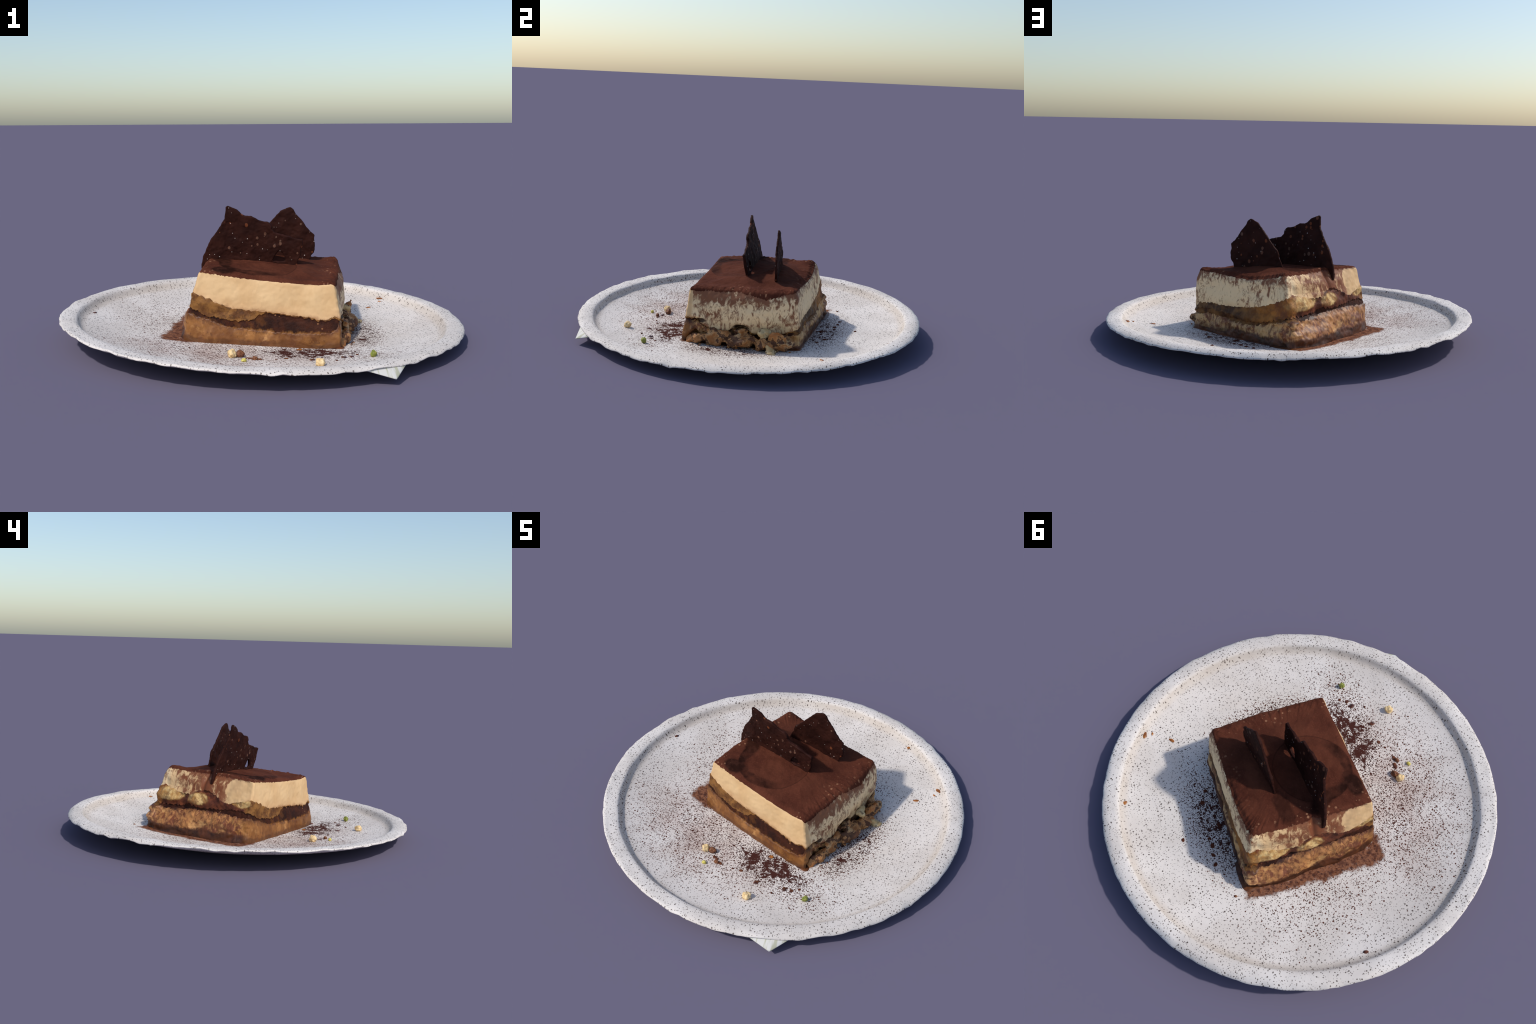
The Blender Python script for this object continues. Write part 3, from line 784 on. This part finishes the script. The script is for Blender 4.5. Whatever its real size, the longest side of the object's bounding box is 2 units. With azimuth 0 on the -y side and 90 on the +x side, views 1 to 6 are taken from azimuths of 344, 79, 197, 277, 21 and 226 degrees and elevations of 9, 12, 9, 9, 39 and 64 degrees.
def build_crumbs(root, plate):
    t1 = math.atan2(.93, .368)
    rng = random.Random(11)
    def lump(bm, c, r, ang, lean=(0, 0)):
        """a torn angular morsel: hull of random points, rounded and roughened"""
        old = set(bm.verts)
        vs = []
        for i in range(13):
            d = Vector((rng.gauss(0, 1), rng.gauss(0, 1), rng.gauss(0, 1))).normalized()
            vs.append(bm.verts.new(d * rng.uniform(.72, 1.12)))
        bmesh.ops.convex_hull(bm, input=vs)
        for v in [v for v in vs if not v.link_faces]: bm.verts.remove(v)
        new = [v for v in bm.verts if v not in old]
        bmesh.ops.subdivide_edges(bm, edges=list({e for v in new for e in v.link_edges}), cuts=5, use_grid_fill=True)
        new = [v for v in bm.verts if v not in old]
        for q in range(4): bmesh.ops.smooth_vert(bm, verts=new, factor=.5, use_axis_x=True, use_axis_y=True, use_axis_z=True)
        R = Matrix.Rotation(ang, 3, "Z"); sd = rng.uniform(0, 50)
        for v in new:
            p = v.co * (1.12 + .26 * fbm(v.co, 2.3, 3, sd))
            p = R @ Vector((p.x * r[0], p.y * r[1], p.z * r[2]))
            v.co = Vector(c) + p + Vector((lean[0] * p.z, lean[1] * p.z, 0)); v.co.z = max(v.co.z, .002)
    def finish(bm, name, mat, fuse=0.0):
        if not fuse: bmesh.ops.recalc_face_normals(bm, faces=bm.faces[:])
        me = bpy.data.meshes.new(name); bm.to_mesh(me); bm.free()
        ob = bpy.data.objects.new(name, me); COLL.objects.link(ob)
        if fuse:      # melt the lumps into one crumbly mass, then roughen it
            md = ob.modifiers.new("remesh", "REMESH"); md.mode = "VOXEL"; md.voxel_size = fuse
            sm = ob.modifiers.new("smooth", "SMOOTH"); sm.iterations = 3
            dg = bpy.context.evaluated_depsgraph_get(); dg.update()
            me = bpy.data.meshes.new_from_object(ob.evaluated_get(dg)); me.name = name
            old = ob.data; ob.modifiers.clear(); ob.data = me; bpy.data.meshes.remove(old)
            for v in me.vertices:
                v.co += v.normal * (.010 * fbm(v.co, 30, 3, 6.0) - .030 * max(0, n3(v.co, 30, 9.0) - .22))
                v.co.z = max(v.co.z, .0015)
        me.polygons.foreach_set("use_smooth", [True] * len(me.polygons)); me.materials.clear(); me.materials.append(mat.m)
        ob.parent = root
        return ob
    bm = bmesh.new()
    for c, r, a in [
            ((.432, -.089, .048), (.078, .056, .052), t1 + .25), ((.408, -.147, .034), (.060, .042, .042), t1 - .3),
            ((.370, -.193, .054), (.064, .040, .046), t1 + .5), ((.343, -.259, .042), (.066, .038, .044), t1),
            ((.311, -.327, .038), (.054, .036, .040), t1 + .3), ((.488, .073, .086), (.056, .048, .042), t1 + .5),
            ((.490, .116, .044), (.060, .038, .048), t1 + .1), ((.468, -.010, .038), (.054, .040, .042), t1 - .4),
            ((.482, .052, .040), (.054, .040, .046), t1), ((.290, -.375, .034), (.036, .028, .036), t1),
            ((.400, -.110, .100), (.050, .030, .020), t1), ((.340, -.250, .084), (.050, .028, .022), t1 + .3)]:
        one = bmesh.new(); lump(one, c, r, a)
        bmesh.ops.recalc_face_normals(one, faces=one.faces[:])
        tmp = bpy.data.meshes.new("tmp"); one.to_mesh(tmp); one.free()
        bm.from_mesh(tmp); bpy.data.meshes.remove(tmp)
    finish(bm, "torn_sponge", M_CRUMB, .0055)
    for c, r, a, l in [((.522, .040, .034), (.037, .041, .050), t1 + .3, (-.3, 0)), ((.454, .018, .100), (.054, .030, .034), t1 + .2, (0, 0))]:
        bm = bmesh.new(); lump(bm, c, r, a, l); bmesh.ops.recalc_face_normals(bm, faces=bm.faces[:]); finish(bm, "sponge_crumb", M_PALE, .005)
    def chunk(name, c, r, ang, mat):
        bm = bmesh.new(); lump(bm, c, r, ang); finish(bm, name, mat)
    for i in range(26):      # fine crumbs shed along the torn edge
        f = rng.uniform(.08, .95); out = abs(rng.gauss(0, .03)) + .012
        p = wall_xy(1 + f, 0) + outward(1 + f) * out; r = rng.uniform(.004, .010)
        chunk("fine_crumb", (p[0], p[1], floor_z(*p) + r * .5), (r * 1.3, r, r * .8), rng.uniform(0, 3), M_CRUMB)
    nut = plain("hazelnut_kernel", (236, 208, 158), (216, 182, 128))
    brown = plain("roasted_skin", (132, 84, 54), (92, 54, 36))
    green = plain("pistachio_kernel", (158, 156, 72), (112, 122, 50))
    yellow = plain("yellow_kernel", (222, 208, 110), (190, 176, 84))
    drip = plain("coffee_drop", (104, 58, 32), (66, 32, 20), 40, .2, .5)
    amber = plain("amber_drop", (168, 104, 44), (130, 76, 34), 40, .25, .5)
    def nub(name, x, y, r, mat, seed, label, cat, sq=(1, 1, 1), ang=0.0, rough=.34):
        z = floor_z(x, y) + r * sq[2] * .82
        o = blob_mesh(name, (x, y, z), (r * sq[0], r * sq[1], r * sq[2]), ang, mat, seed, None, rough, 4)
        tag(o, label, cat)
    nub("hazelnut_bit", -.272, -.468, .021, nut, 1.0, "small pale cream coloured hazelnut bit", "nut", (.9, 1, .95))
    nub("hazelnut_bit", .055, -.717, .020, nut, 4.0, "small pale cream coloured hazelnut bit", "nut", (1.1, .9, .95), .5)
    nub("roasted_nut_bit", -.236, -.466, .018, brown, 6.0, "small brown roasted nut bit", "nut", (1.1, .9, .9))
    nub("roasted_nut_bit", -.186, -.534, .011, brown, 8.0, "tiny brown roasted nut bit", "nut", (1.2, .9, .8))
    nub("pistachio_bit", .336, -.635, .0165, green, 9.0, "small bright green pistachio bit", "nut", (.9, .8, 1.05), .6, .3)
    nub("yellow_nut_bit", -.243, -.562, .0105, yellow, 12.0, "tiny yellow green nut bit", "nut", (1.1, .8, .8))
    def drop(name, x, y, rx, ry, ang, mat, seed, h=.0035, z=None):
        zz = floor_z(x, y) if z is None else z
        blob_mesh(name, (x, y, zz + h * .3), (rx, ry, h), ang, mat, seed, plate, .25, 4)
    drop("coffee_drop", -.202, -.505, .020, .010, -.5, drip, 1.0)
    drop("coffee_drop", -.168, -.533, .017, .009, -.3, drip, 2.0)
    drop("coffee_drop", .070, -.391, .013, .011, 0, amber, 3.0)
    for i, (x, y, r) in enumerate([(-.043, -.543, .011), (.06, -.596, .013), (.25, -.592, .012), (.212, -.592, .013), (-.09, -.545, .006),
                                   (.318, .384, .012), (.141, .486, .009), (.013, .555, .011), (.22, .592, .010), (.166, .40, .012), (-.18, .59, .008),
                                   (.285, -.57, .008), (.16, -.64, .006), (.10, .50, .013), (.06, .53, .010), (.36, .33, .010)]):
        drop("cocoa_clump", x, y, r, r * .8, i * .7, drip if i < 4 else M_COCOA, 5.0 + i, .0028)
    def rim_z(x, y):
        r = math.hypot(x, y)
        return float(np.interp(r, FLOOR_R, FLOOR_Z)) + tilt(x, y)
    drop("amber_stain", .808, .367, .012, .020, .9, amber, 31.0, .004, rim_z(.808, .367))
    drop("amber_stain", .790, .330, .005, .009, .9, amber, 32.0, .003, rim_z(.79, .33))
    drop("amber_stain", .700, .274, .016, .008, .3, amber, 33.0, .003)
    drop("amber_stain", .563, .690, .010, .015, -.4, amber, 34.0, .004, rim_z(.563, .69))
    drop("cocoa_clump", -.805, .325, .014, .008, .9, drip, 35.0, .003, rim_z(-.805, .325))

plate = build_plate()
build_flap(plate)
cake = build_cake()
build_syrup(cake)
build_shard(cake, "chocolate_shard", SHARD_A, (.0720, -.3707, -.1756), .0150, 1.0)
build_shard(cake, "chocolate_shard", SHARD_B, (.1849, -.3024, -.0163), .0135, 21.0)
build_crumbs(cake, plate)
